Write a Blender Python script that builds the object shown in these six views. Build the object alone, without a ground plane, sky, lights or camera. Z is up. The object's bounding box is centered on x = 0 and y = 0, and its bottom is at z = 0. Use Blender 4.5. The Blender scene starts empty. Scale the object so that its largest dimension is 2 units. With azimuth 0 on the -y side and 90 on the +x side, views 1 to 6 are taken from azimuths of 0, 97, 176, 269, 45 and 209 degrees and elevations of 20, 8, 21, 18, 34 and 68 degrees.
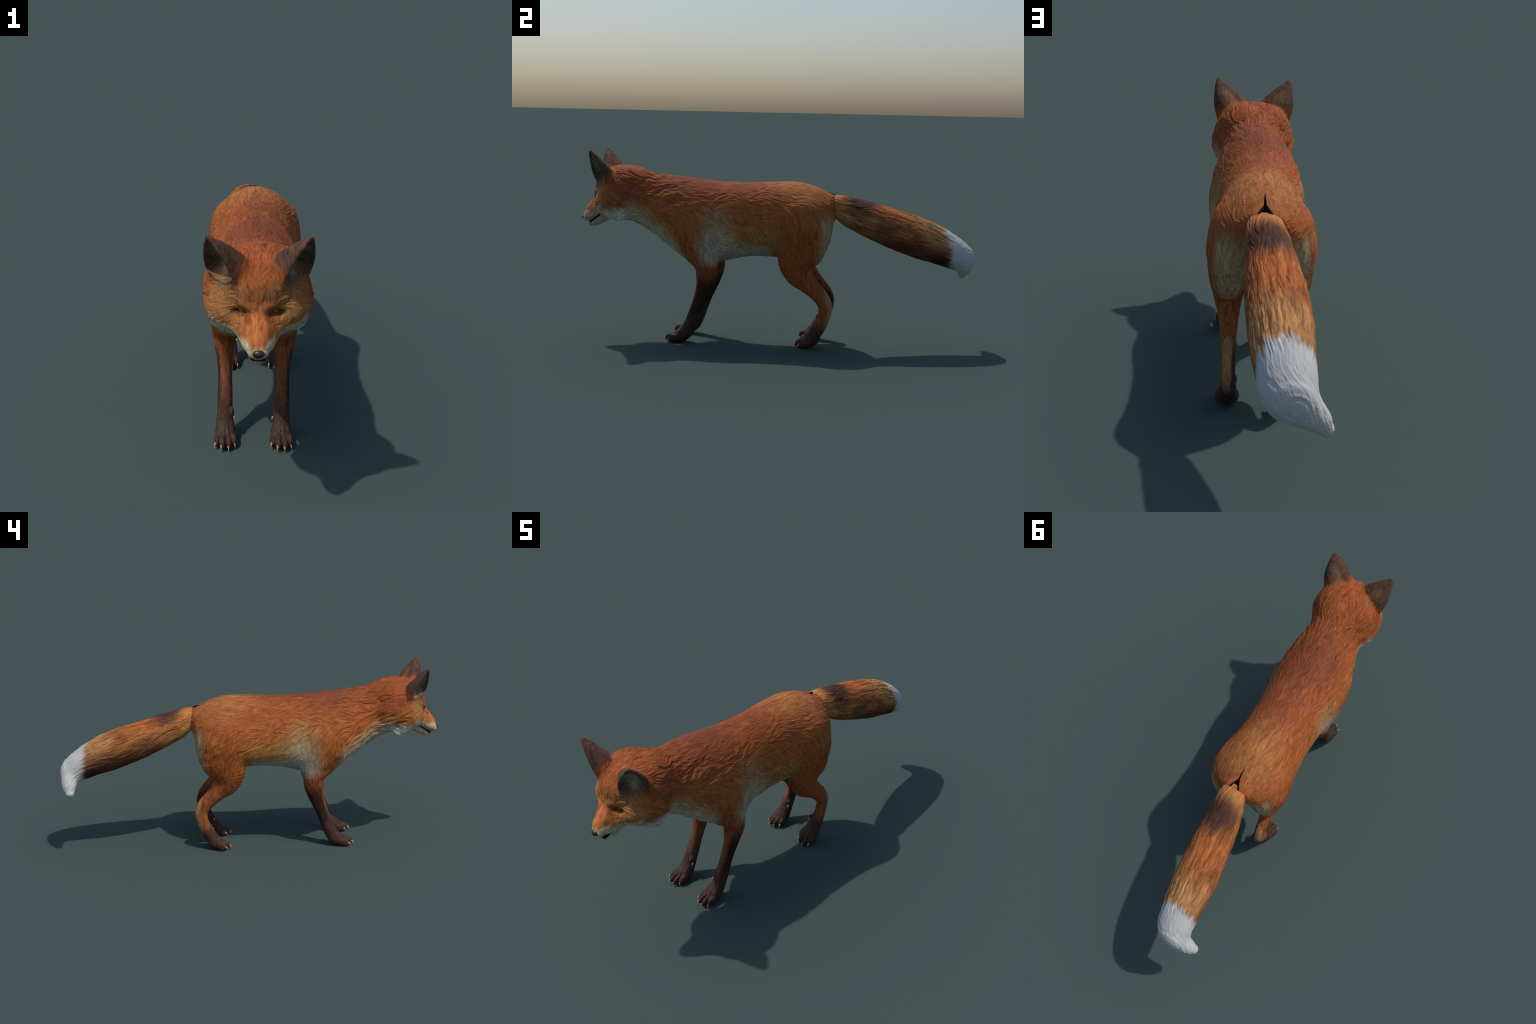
import numpy as np
F = np.float32

# ------------------------------------------------------------------ helpers
def lerp(a, b, t):
    return a + (b - a) * t

def sstep(e0, e1, x):
    t = np.clip((x - e0) / (e1 - e0), 0, 1)
    return t * t * (3 - 2 * t)

def smooth_table(keys, cols, x):
    """Monotone-ish cubic (Hermite) interpolation of several columns over keys."""
    k = np.asarray(keys, float)
    c = np.asarray(cols, float)
    h = np.diff(k)
    s = np.diff(c, axis=0) / h[:, None]
    m = np.zeros_like(c)
    m[0], m[-1] = s[0], s[-1]
    for i in range(1, len(k) - 1):
        m[i] = (s[i - 1] * h[i] + s[i] * h[i - 1]) / (h[i - 1] + h[i])
        flat = s[i - 1] * s[i] <= 0
        m[i][flat] = 0
    dense = np.linspace(k[0], k[-1], 1200)
    j = np.clip(np.searchsorted(k, dense, side="right") - 1, 0, len(k) - 2)
    t = ((dense - k[j]) / h[j])[:, None]
    hj = h[j][:, None]
    v = ((2 * t**3 - 3 * t**2 + 1) * c[j] + (t**3 - 2 * t**2 + t) * hj * m[j]
         + (3 * t**2 - 2 * t**3) * c[j + 1] + (t**3 - t**2) * hj * m[j + 1])
    return [np.interp(x, dense, v[:, q]).astype(F) for q in range(c.shape[1])]

def smin(a, b, k):
    h = np.clip(0.5 + 0.5 * (b - a) / k, 0, 1)
    return b + (a - b) * h - k * h * (1 - h)

def smax(a, b, k):
    return -smin(-a, -b, k)

def section(u, v, a, b, n=2.0):
    """Distance-like value of a point to an ellipse / superellipse section."""
    u, v = np.abs(u), np.abs(v)
    r = np.hypot(u, v) + 1e-6
    if np.isscalar(n) and n == 2.0:
        rho = np.hypot(u / a, v / b)
    else:
        rho = ((u / a) ** n + (v / b) ** n) ** (1 / n)
    return r - r / np.maximum(rho, 1e-3)

def loft(x, y, z, rows):
    """Body loft along y. rows: y, top, bottom, widest height, half width, exponent."""
    rows = np.array(rows, float)
    top, bot, mid, w, nt, nb = smooth_table(rows[:, 0], rows[:, 1:], y)
    dz = z - mid
    h = np.where(dz > 0, top - mid, mid - bot)
    d = section(x, dz, w, h, np.where(dz > 0, nt, nb))
    return np.maximum(d, np.maximum(rows[0, 0] - y, y - rows[-1, 0]))

def ellipsoid(x, y, z, c, r, pitch=0.0, yaw=0.0):
    x, y, z = x - c[0], y - c[1], z - c[2]
    if yaw:
        s, k = np.sin(np.radians(yaw)), np.cos(np.radians(yaw))
        x, y = k * x + s * y, -s * x + k * y
    if pitch:
        s, k = np.sin(np.radians(pitch)), np.cos(np.radians(pitch))
        y, z = k * y + s * z, -s * y + k * z
    d = np.sqrt(x * x + y * y + z * z) + 1e-6
    rho = np.sqrt((x / r[0]) ** 2 + (y / r[1]) ** 2 + (z / r[2]) ** 2)
    return d - d / np.maximum(rho, 1e-3)

def catmull(P, per):
    P = np.asarray(P, float)
    Q = np.vstack([2 * P[0] - P[1], P, 2 * P[-1] - P[-2]])
    out = []
    for i in range(len(P) - 1):
        a, b, c, d = Q[i:i + 4]
        for t in np.linspace(0, 1, per, endpoint=False):
            out.append(0.5 * (2 * b + (c - a) * t + (2 * a - 5 * b + 4 * c - d) * t * t + (3 * b - a - 3 * c + d) * t**3))
    out.append(P[-1])
    return np.array(out)

def sweep(x, y, z, rows, per=6, far=0.06, side=(1, 0, 0)):
    """Swept ellipse. rows: x, y, z, half width (side axis), half depth."""
    C = catmull(rows, per).astype(F)
    pts, a, b = C[:, :3], np.maximum(C[:, 3], 1e-3), np.maximum(C[:, 4], 1e-3)
    rad = np.maximum(a, b).max()
    lo, hi = pts.min(0) - rad, pts.max(0) + rad
    out = np.sqrt(sum(np.maximum(0, np.maximum(lo[i] - q, q - hi[i])) ** 2 for i, q in enumerate((x, y, z)))) + 0.01
    sel = np.flatnonzero(out < far + 0.01)
    seg = np.diff(pts, axis=0)
    L2 = (seg**2).sum(1)
    T = seg / np.sqrt(L2)[:, None]
    Tv = np.vstack([T[:1], (T[1:] + T[:-1]) / 2, T[-1:]])
    Tv /= np.linalg.norm(Tv, axis=1)[:, None]
    Sd = np.array(side, F)
    for s in range(0, len(sel), 120000):
        q = sel[s:s + 120000]
        p = np.stack([x[q], y[q], z[q]], 1)
        best = np.full(len(q), 1e9, F)
        bi = np.zeros(len(q), int)
        bt = np.zeros(len(q), F)
        for i in range(len(seg)):
            w = p - pts[i]
            t = np.clip(w @ seg[i] / L2[i], 0, 1)
            e = ((w - t[:, None] * seg[i]) ** 2).sum(1)
            better = e < best
            best = np.where(better, e, best)
            bi = np.where(better, i, bi)
            bt = np.where(better, t, bt)
        t1 = bt[:, None]
        c = pts[bi] * (1 - t1) + pts[bi + 1] * t1
        tg = Tv[bi] * (1 - t1) + Tv[bi + 1] * t1
        tg /= np.linalg.norm(tg, axis=1)[:, None]
        sd = Sd - (tg @ Sd)[:, None] * tg
        sd /= np.linalg.norm(sd, axis=1)[:, None]
        nn = np.cross(tg, sd)
        aa = a[bi] * (1 - bt) + a[bi + 1] * bt
        bb = b[bi] * (1 - bt) + b[bi + 1] * bt
        w = p - c
        u, v, l = (w * sd).sum(1), (w * nn).sum(1), (w * tg).sum(1)
        r = np.sqrt(u * u + v * v + l * l) + 1e-6
        rho = np.sqrt((u / aa) ** 2 + (v / bb) ** 2 + (l / np.minimum(aa, bb)) ** 2)
        out[q] = r - r / np.maximum(rho, 1e-3)
    return out.astype(F)

# ------------------------------------------------------------------ the fox
TORSO = [  # y, top, bottom, height of widest, half width, exponent above, below
    (-0.86, 0.840, 0.640, 0.73, 0.060, 2.0, 2.0),
    (-0.80, 0.862, 0.610, 0.70, 0.100, 2.0, 2.0),
    (-0.73, 0.866, 0.596, 0.69, 0.130, 2.4, 2.1),
    (-0.67, 0.859, 0.574, 0.67, 0.130, 2.3, 2.15),
    (-0.62, 0.843, 0.545, 0.645, 0.137, 2.1, 2.2),
    (-0.53, 0.833, 0.478, 0.60, 0.163, 2.0, 2.25),
    (-0.45, 0.827, 0.420, 0.57, 0.182, 2.0, 2.35),
    (-0.38, 0.820, 0.388, 0.56, 0.182, 2.0, 2.35),
    (-0.30, 0.811, 0.396, 0.56, 0.172, 2.0, 2.35),
    (-0.20, 0.808, 0.423, 0.57, 0.162, 2.0, 2.3),
    (-0.10, 0.810, 0.439, 0.575, 0.160, 2.0, 2.3),
    (0.00, 0.816, 0.440, 0.58, 0.166, 2.0, 2.3),
    (0.08, 0.818, 0.442, 0.58, 0.176, 2.0, 2.3),
    (0.15, 0.811, 0.455, 0.58, 0.180, 2.0, 2.2),
    (0.20, 0.797, 0.490, 0.59, 0.172, 2.0, 2.1),
    (0.25, 0.776, 0.540, 0.61, 0.138, 2.0, 2.0),
    (0.285, 0.759, 0.590, 0.65, 0.100, 2.0, 2.0),
    (0.300, 0.750, 0.630, 0.67, 0.066, 2.2, 2.0),
    (0.308, 0.738, 0.650, 0.68, 0.030, 2.2, 2.0),
]
HIND = [  # x, y, z, half width, half depth
    (0.088, 0.155, 0.660, 0.084, 0.123),
    (0.100, 0.155, 0.580, 0.084, 0.130),
    (0.108, 0.146, 0.500, 0.074, 0.119),
    (0.110, 0.125, 0.430, 0.060, 0.095),
    (0.108, 0.134, 0.375, 0.047, 0.071),
    (0.107, 0.170, 0.333, 0.036, 0.053),
    (0.106, 0.212, 0.293, 0.029, 0.041),
    (0.105, 0.251, 0.252, 0.025, 0.038),
    (0.104, 0.271, 0.208, 0.023, 0.034),
    (0.103, 0.266, 0.160, 0.024, 0.031),
    (0.103, 0.246, 0.110, 0.027, 0.032),
    (0.103, 0.220, 0.066, 0.032, 0.032),
    (0.103, 0.194, 0.040, 0.033, 0.028),
]
FORE = [
    (0.100, -0.375, 0.600, 0.078, 0.105),
    (0.108, -0.362, 0.520, 0.064, 0.105),
    (0.112, -0.343, 0.450, 0.052, 0.088),
    (0.113, -0.328, 0.390, 0.044, 0.058),
    (0.111, -0.329, 0.330, 0.036, 0.050),
    (0.108, -0.343, 0.270, 0.028, 0.039),
    (0.106, -0.366, 0.205, 0.026, 0.032),
    (0.106, -0.386, 0.150, 0.028, 0.031),
    (0.106, -0.404, 0.100, 0.029, 0.032),
    (0.105, -0.427, 0.055, 0.033, 0.035),
    (0.104, -0.448, 0.032, 0.034, 0.030),
]
TAIL = [  # y, x centre, z centre, half width, half height
    (0.276, 0.000, 0.704, 0.054, 0.050),
    (0.300, 0.000, 0.700, 0.060, 0.056),
    (0.350, -0.006, 0.679, 0.069, 0.074),
    (0.400, -0.012, 0.660, 0.077, 0.082),
    (0.500, -0.020, 0.625, 0.088, 0.095),
    (0.600, -0.028, 0.591, 0.096, 0.101),
    (0.700, -0.034, 0.560, 0.098, 0.105),
    (0.800, -0.039, 0.527, 0.093, 0.099),
    (0.880, -0.045, 0.494, 0.086, 0.090),
    (0.930, -0.049, 0.470, 0.080, 0.080),
    (0.965, -0.055, 0.455, 0.066, 0.066),
    (0.988, -0.064, 0.452, 0.047, 0.044),
    (0.998, -0.071, 0.449, 0.022, 0.020),
    (1.0005, -0.073, 0.448, 0.002, 0.002),
]
TAIL_TIP = [(-0.062, 0.938, 0.448, 0.062, 0.056), (-0.102, 0.952, 0.417, 0.052, 0.045),
            (-0.136, 0.952, 0.386, 0.037, 0.034), (-0.156, 0.948, 0.361, 0.023, 0.023)]
HEAD_X = 0.0085
CLEFT = [(0, 0.205, 0.802, 0.0012, 0.008), (0, 0.240, 0.786, 0.0025, 0.020), (0, 0.268, 0.766, 0.0075, 0.028), (0, 0.290, 0.748, 0.017, 0.030), (0, 0.310, 0.735, 0.020, 0.030)]
EYE_SLIT = [(0.036, -0.918, 0.7030, 0.002, 0.002), (0.046, -0.906, 0.7075, 0.008, 0.0048), (0.058, -0.897, 0.7120, 0.010, 0.0055), (0.069, -0.889, 0.7155, 0.007, 0.0040), (0.077, -0.883, 0.7180, 0.002, 0.002)]
TOES = [(-0.031, 0.020), (-0.0115, 0.0), (0.0115, -0.002), (0.032, 0.016)]  # x, setback: inner .. outer

def head_shift(y):
    return HEAD_X * sstep(-0.42, -0.66, y)

# ear frame (right-hand ear in mirrored coordinates)
EAR_M = np.array([0.101, -0.848, 0.800])
EAR_TIP = np.array([0.1540, -0.911, 0.951])
EAR_D = EAR_TIP - EAR_M
EAR_H = np.linalg.norm(EAR_D)
EAR_D = EAR_D / EAR_H
EAR_L = np.array([0.70, 0.71, 0.0])
EAR_L -= EAR_D * (EAR_L @ EAR_D)
EAR_L /= np.linalg.norm(EAR_L)
EAR_N = np.cross(EAR_L, EAR_D)          # towards the back of the ear
if EAR_N[1] < 0:
    EAR_N = -EAR_N

def ear_local(x, y, z):
    px, py, pz = x - EAR_M[0], y - EAR_M[1], z - EAR_M[2]
    u = px * EAR_L[0] + py * EAR_L[1] + pz * EAR_L[2]
    v = px * EAR_N[0] + py * EAR_N[1] + pz * EAR_N[2]
    t = (px * EAR_D[0] + py * EAR_D[1] + pz * EAR_D[2]) / EAR_H
    return u, v, t

def ear_sdf(x, y, z):
    u, v, t = ear_local(x, y, z)
    w, dep, floor = smooth_table([-0.5, -0.2, 0.0, 0.2, 0.4, 0.6, 0.8, 0.92, 1.0],
        [(0.050, 0.045, 0.060), (0.058, 0.052, 0.060), (0.062, 0.056, 0.034), (0.063, 0.055, 0.0), (0.058, 0.048, 0.0),
         (0.047, 0.036, 0.0), (0.031, 0.023, 0.001), (0.020, 0.014, 0.008), (0.010, 0.009, 0.012)], np.clip(t, -0.5, 1))
    outer = section(u, v, w, dep)
    over = np.maximum(t - 0.97, 0) * EAR_H
    outer = np.where(over > 0, np.sqrt(np.maximum(outer + 0.008, 0) ** 2 + over**2) - 0.008, outer)
    outer = smax(outer, -(v + 0.36 * dep), 0.012)
    inner = section(u, v + 0.003, np.maximum(w - 0.0085, 1e-3), np.maximum(dep - 0.0070, 1e-3)) + floor
    d = smax(outer, -inner, 0.007)
    # broad inner root that runs down on to the forehead
    root = sweep(x, y, z, [(0.042, -0.862, 0.822, 0.031, 0.030), (0.062, -0.868, 0.854, 0.029, 0.026), (0.094, -0.882, 0.896, 0.019, 0.016), (0.120, -0.893, 0.920, 0.010, 0.010)], 5)
    return smin(d, smax(root, -inner, 0.004), 0.022)

def head_sdf(x, y, z):
    """Head in mirrored coordinates (x >= 0)."""
    d = ellipsoid(x, y, z, (0, -0.796, 0.743), (0.130, 0.119, 0.124), 0)
    d = smin(d, ellipsoid(x, y, z, (0.070, -0.765, 0.790), (0.070, 0.085, 0.074)), 0.05)
    d = smin(d, ellipsoid(x, y, z, (0.103, -0.774, 0.705), (0.068, 0.095, 0.085), 15, 0), 0.05)
    d = smin(d, ellipsoid(x, y, z, (0.085, -0.830, 0.692), (0.060, 0.068, 0.050), 0, 20), 0.04)
    # forehead and brow
    d = smin(d, ellipsoid(x, y, z, (0, -0.860, 0.775), (0.072, 0.054, 0.066)), 0.04)
    d = smin(d, sweep(x, y, z, [(0.090, -0.868, 0.758, 0.006, 0.006), (0.062, -0.890, 0.748, 0.012, 0.011), (0.036, -0.906, 0.738, 0.013, 0.011), (0.014, -0.920, 0.730, 0.007, 0.007)], 5), 0.013)
    # muzzle
    mz = sweep(x, y, z, [(0, -0.850, 0.702, 0.092, 0.056), (0, -0.900, 0.674, 0.060, 0.047), (0, -0.936, 0.644, 0.0440, 0.0400),
                         (0, -0.958, 0.624, 0.0370, 0.0315), (0, -0.972, 0.607, 0.0310, 0.0215)], 6)
    d = smin(d, mz, 0.03)
    d = smin(d, sweep(x, y, z, [(0.085, -0.835, 0.682, 0.045, 0.034), (0.056, -0.895, 0.655, 0.022, 0.021), (0.031, -0.945, 0.620, 0.014, 0.015)], 5), 0.03)
    # lower jaw
    jaw = sweep(x, y, z, [(0, -0.830, 0.636, 0.050, 0.028), (0, -0.885, 0.608, 0.046, 0.023), (0, -0.925, 0.586, 0.034, 0.0215),
                          (0, -0.950, 0.576, 0.025, 0.0150)], 5)
    jd = smin(d, jaw, 0.010)
    # ruff tuft below the cheek
    rf = sweep(x, y, z, [(0.095, -0.800, 0.674, 0.052, 0.050), (0.122, -0.774, 0.645, 0.030, 0.044), (0.140, -0.756, 0.622, 0.012, 0.022)], 5)
    d = smin(jd, rf, 0.035)
    # mouth gap : thin wedge between the lips
    s = (y + 0.893) * -0.80 + (z - 0.630) * -0.60      # forward/down along the lip line
    h = (y + 0.893) * -0.60 + (z - 0.630) * 0.80       # across it
    gap = np.abs(h + 0.002) - (0.0014 + 0.032 * np.clip(s, 0, 0.07))
    gap = np.maximum(gap, np.maximum(-s, s - 0.14))
    d = smax(d, -gap, 0.003)
    d = smax(d, -ellipsoid(x, y, z, (0.058, -0.922, 0.712), (0.034, 0.023, 0.013), 0, 35), 0.014)
    # eye : slit between the lids, slanting up and outwards
    so = sweep(x, y, z, EYE_SLIT, 5)
    return smax(d, -so, 0.005)

def paw_sdf(x, y, z, cx, cy, spread):
    """Paw with four toes; cy is the y of the foremost toe tips."""
    d = ellipsoid(x, y, z, (cx, cy + 0.074, 0.029), (0.031 * spread, 0.042, 0.023), 16)
    for tx, back in TOES:
        k = cx + tx * spread
        toe = ellipsoid(x, y, z, (k, cy + 0.024 + back, 0.021), (0.0118, 0.028, 0.0195), 12)
        bone = ellipsoid(x, y, z, (lerp(k, cx, 0.35), cy + 0.058 + back * 0.5, 0.042), (0.0080, 0.046, 0.0135), 34)
        d = smin(d, smin(toe, bone, 0.011), 0.0035)
    return d

def local(fn, x, y, z, lo, hi, far=0.05):
    """Evaluate fn only near its box; further away the distance to the box is enough."""
    out = np.sqrt(sum(np.maximum(0, np.maximum(l - q, q - h)) ** 2 for q, l, h in zip((x, y, z), lo, hi))).astype(F) + F(0.01)
    s = np.flatnonzero(out < far + 0.01)
    if len(s):
        out[s] = fn(x[s], y[s], z[s])
    return out

def hind_leg(x, y, z):
    d = sweep(x, y, z, HIND, 5)
    d = smin(d, local(lambda *p: paw_sdf(*p, 0.103, 0.130, 0.98), x, y, z, (0.05, 0.12, 0), (0.15, 0.27, 0.11)), 0.022)
    return smin(d, ellipsoid(x, y, z, (0.079, 0.224, 0.116), (0.007, 0.009, 0.014), 20), 0.012)

def fore_leg(x, y, z):
    d = sweep(x, y, z, FORE, 5)
    d = smin(d, local(lambda *p: paw_sdf(*p, 0.1025, -0.528, 1.0), x, y, z, (0.05, -0.54, 0), (0.155, -0.39, 0.11)), 0.022)
    return smin(d, ellipsoid(x, y, z, (0.080, -0.415, 0.096), (0.0065, 0.010, 0.020), 20), 0.014)

def tail_sdf(p):
    x, y, z = (p[:, i].astype(F) for i in range(3))
    T = np.array(TAIL)
    cx, cz, w, h = smooth_table(T[:, 0], T[:, 1:], y)
    d = section(x - cx, z - cz, w, h, 2.0 + 0.8 * sstep(0.42, 0.30, y))
    d = smax(d, np.maximum(T[0, 0] - y, y - T[-1, 0]), 0.006)
    return smin(d, sweep(x, y, z, TAIL_TIP, 5), 0.020)

def fox_sdf(p):
    """Body, legs, head and ears in mirrored coordinates: x >= 0 is one half."""
    x, y, z = (p[:, i].astype(F) for i in range(3))
    x = np.abs(x)
    d = local(lambda *q: loft(*q, TORSO), x, y, z, (0, -0.86, 0.38), (0.19, 0.315, 0.87))
    legs = np.minimum(local(hind_leg, x, y, z, (0, 0, 0), (0.19, 0.32, 0.79)), local(fore_leg, x, y, z, (0, -0.54, 0), (0.19, -0.22, 0.72)))
    d = smin(d, legs, 0.028)
    d = smin(d, local(head_sdf, x, y, z, (0, -1.0, 0.55), (0.17, -0.66, 0.89)), 0.045)
    d = smin(d, local(ear_sdf, x, y, z, (0.02, -0.93, 0.76), (0.19, -0.77, 0.96)), 0.014)
    d = smin(d, ellipsoid(x, y, z, (0, 0.284, 0.699), (0.068, 0.034, 0.060)), 0.025)
    cl = sweep(x, y, z, CLEFT, 5)
    d = smax(d, -cl, 0.003)
    return smax(d, 0.0005 - z, 0.006)

# ------------------------------------------------------------------ meshing
def axis(*spans):
    out = []
    for a, b, s in spans:
        out.append(np.linspace(a, b, int(round((b - a) / s)), endpoint=False))
    a = np.concatenate(out)
    return np.concatenate([a, a[-1] + spans[-1][2] * np.arange(1, 9)])

def surface_net(sdf, X, Y, Z, block=4):
    nx, ny, nz = ((len(A) - 1) // block * block + 1 for A in (X, Y, Z))
    X, Y, Z = X[:nx], Y[:ny], Z[:nz]
    bx, by, bz = (A[:-1].reshape(-1, block) for A in (X, Y, Z))
    ex, ey, ez = ((A[block::block] - A[:-1:block]) for A in (X, Y, Z))
    cx, cy, cz = (A[:-1:block] + e / 2 for A, e in ((X, ex), (Y, ey), (Z, ez)))
    G = np.stack(np.meshgrid(cx, cy, cz, indexing="ij"), -1).reshape(-1, 3)
    half = np.sqrt(sum(e**2 for e in np.meshgrid(ex, ey, ez, indexing="ij"))).reshape(-1) / 2
    keep = np.flatnonzero(np.abs(sdf(G)) < half * 1.8 + 0.008)
    V = np.full((nx, ny, nz), 1.0, F)
    V[:] = np.nan
    I, J, K = np.unravel_index(keep, (len(cx), len(cy), len(cz)))
    r = np.arange(block + 1)
    o = np.stack(np.meshgrid(r, r, r, indexing="ij"), -1).reshape(-1, 3)
    idx = (np.stack([I, J, K], 1)[:, None, :] * block + o[None]).reshape(-1, 3)
    flat = np.unique(np.ravel_multi_index(idx.T, (nx, ny, nz)))
    i, j, k = np.unravel_index(flat, (nx, ny, nz))
    V.reshape(-1)[flat] = sdf(np.stack([X[i], Y[j], Z[k]], 1))
    # cells
    inside = V < 0
    known = ~np.isnan(V)
    c8 = lambda A: [A[a:nx - 1 + a, b:ny - 1 + b, c:nz - 1 + c] for a in (0, 1) for b in (0, 1) for c in (0, 1)]
    ok = np.logical_and.reduce(c8(known))
    s = sum(q.astype(np.int8) for q in c8(inside))
    act = ok & (s > 0) & (s < 8)
    ci, cj, ck = np.nonzero(act)
    ids = np.full(act.shape, -1, np.int64)
    ids[ci, cj, ck] = np.arange(len(ci))
    acc = np.zeros((len(ci), 3))
    cnt = np.zeros(len(ci))
    corners = [(a, b, c) for a in (0, 1) for b in (0, 1) for c in (0, 1)]
    for A in corners:
        for ax in range(3):
            if A[ax]:
                continue
            B = list(A); B[ax] = 1
            va = V[ci + A[0], cj + A[1], ck + A[2]].astype(float)
            vb = V[ci + B[0], cj + B[1], ck + B[2]].astype(float)
            m = (va < 0) != (vb < 0)
            t = np.where(m, va / np.where(m, va - vb, 1), 0)
            pa = np.stack([X[ci + A[0]], Y[cj + A[1]], Z[ck + A[2]]], 1)
            pb = np.stack([X[ci + B[0]], Y[cj + B[1]], Z[ck + B[2]]], 1)
            acc += np.where(m[:, None], pa + (pb - pa) * t[:, None], 0)
            cnt += m
    verts = acc / cnt[:, None]
    quads = []
    for ax in range(3):
        sl0 = [slice(1, -1)] * 3; sl1 = [slice(1, -1)] * 3
        sl0[ax] = slice(0, -1); sl1[ax] = slice(1, None)
        a, b = inside[tuple(sl0)], inside[tuple(sl1)]
        kn = known[tuple(sl0)] & known[tuple(sl1)]
        for flip in (False, True):
            m = kn & ((a & ~b) if not flip else (~a & b))
            e = np.stack(np.nonzero(m), 1)
            for q in range(3):
                if q != ax:
                    e[:, q] += 1
            u, v = (ax + 1) % 3, (ax + 2) % 3
            cs = []
            for du, dv in ((1, 1), (0, 1), (0, 0), (1, 0)):
                c = e.copy(); c[:, u] -= du; c[:, v] -= dv
                cs.append(ids[c[:, 0], c[:, 1], c[:, 2]])
            cs = np.stack(cs, 1)
            cs = cs[(cs >= 0).all(1)]
            quads.append(cs[:, ::-1] if flip else cs)
    return verts, np.concatenate(quads)

def vertex_normals(v, q):
    d1, d2 = v[q[:, 2]] - v[q[:, 0]], v[q[:, 3]] - v[q[:, 1]]
    fn = np.cross(d1, d2)
    out = np.zeros_like(v)
    for a in range(4):
        for c in range(3):
            out[:, c] += np.bincount(q[:, a], fn[:, c], len(v))
    return out / np.maximum(np.linalg.norm(out, axis=1), 1e-12)[:, None]

def project(sdf, v, q, limit=0.003, twice=False):
    """Slide the vertices along their normals on to the surface."""
    n = vertex_normals(v, q)
    f = sdf(v)
    s = np.clip(-f, -limit, limit)
    if twice:
        f2 = sdf(v + s[:, None] * n)
        slope = np.where(np.abs(s) > 1e-6, (f2 - f) / np.where(np.abs(s) > 1e-6, s, 1), 1)
        s = np.clip(-f / np.clip(slope, 0.4, 1.6), -limit, limit)
    return v + s[:, None] * n

def vertex_mean(n, quads, P):
    out = np.zeros_like(P); cnt = np.zeros(n)
    for a in range(4):
        b = (a + 1) % 4
        for q in range(3):
            out[:, q] += np.bincount(quads[:, a], P[quads[:, b], q], n) + np.bincount(quads[:, b], P[quads[:, a], q], n)
        cnt += np.bincount(quads[:, a], minlength=n) + np.bincount(quads[:, b], minlength=n)
    return out / np.maximum(cnt, 1)[:, None]

def subdivide(verts, quads):
    n = len(verts)
    e = np.concatenate([np.stack([quads[:, a], quads[:, (a + 1) % 4]], 1) for a in range(4)])
    e.sort(1)
    key = e[:, 0] * n + e[:, 1]
    uk, inv = np.unique(key, return_inverse=True)
    mid = (verts[uk // n] + verts[uk % n]) / 2
    cen = verts[quads].mean(1)
    m = len(quads)
    E = [n + inv[a * m:(a + 1) * m] for a in range(4)]
    Cn = n + len(uk) + np.arange(m)
    out = [np.stack([quads[:, a], E[a], Cn, E[(a + 3) % 4]], 1) for a in range(4)]
    return np.vstack([verts, mid, cen]), np.concatenate(out)

def build_surface(sdf, axes, half, dress=None):
    """half: only x >= 0 is meshed (first cell straddles x = 0), then mirrored."""
    v, q = surface_net(sdf, *axes)
    pin = v[:, 0] < axes[0][1] * 0.999 if half else np.zeros(len(v), bool)

    def relax(v, q, pin, amount):
        w = lerp(v, vertex_mean(len(v), q, v), amount)
        w[pin, 0] = 0
        return w
    for it in range(3):
        v = project(sdf, relax(v, q, pin, 0.5), q)
        v[pin, 0] = 0
    v, q = subdivide(v, q)
    pin = np.abs(v[:, 0]) < 1e-7 if half else np.zeros(len(v), bool)
    v = project(sdf, relax(v, q, pin, 0.4), q, twice=True)
    v[pin, 0] = 0
    if dress:
        v = dress(v, q, pin)
    if half:
        n = len(v)
        back = np.where(pin, np.arange(n), np.cumsum(~pin) - 1 + n)
        w = v[~pin] * (-1, 1, 1)
        v, q = np.vstack([v, w]), np.vstack([q, back[q][:, ::-1]])
    return v, q

AXES = (np.arange(-0.5, 56) * 0.0040, axis((-1.012, -0.66, 0.0032), (-0.66, 0.336, 0.0046)),
        axis((-0.012, 0.12, 0.0034), (0.12, 0.54, 0.0046), (0.54, 0.972, 0.0032)))
TAIL_AXES = (axis((-0.192, 0.1, 0.0044)), axis((0.25, 1.012, 0.0048)), axis((0.32, 0.772, 0.0044)))

def fox_surface(dress=None):
    v, q = build_surface(fox_sdf, AXES, True, dress)
    v[:, 0] += head_shift(v[:, 1])
    return v, q

# ------------------------------------------------------------------ fur relief
RNG = np.random.RandomState(7)
LAT = RNG.rand(64, 64, 64).astype(F)

def vnoise(p, cell):
    """Smooth value noise, 0..1, from a seeded random lattice."""
    q = p / cell
    i = np.floor(q).astype(np.int64)
    f = (q - i).astype(F)
    f = f * f * (3 - 2 * f)
    i0, i1 = i & 63, (i + 1) & 63
    out = 0
    for a in (0, 1):
        wx = f[:, 0] if a else 1 - f[:, 0]
        ia = (i1 if a else i0)[:, 0]
        for b in (0, 1):
            wy = f[:, 1] if b else 1 - f[:, 1]
            ib = (i1 if b else i0)[:, 1]
            for c in (0, 1):
                wz = f[:, 2] if c else 1 - f[:, 2]
                ic = (i1 if c else i0)[:, 2]
                out = out + wx * wy * wz * LAT[ia, ib, ic]
    return out

def unit(a):
    return a / np.maximum(np.linalg.norm(a, axis=1), 1e-9)[:, None]

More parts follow.
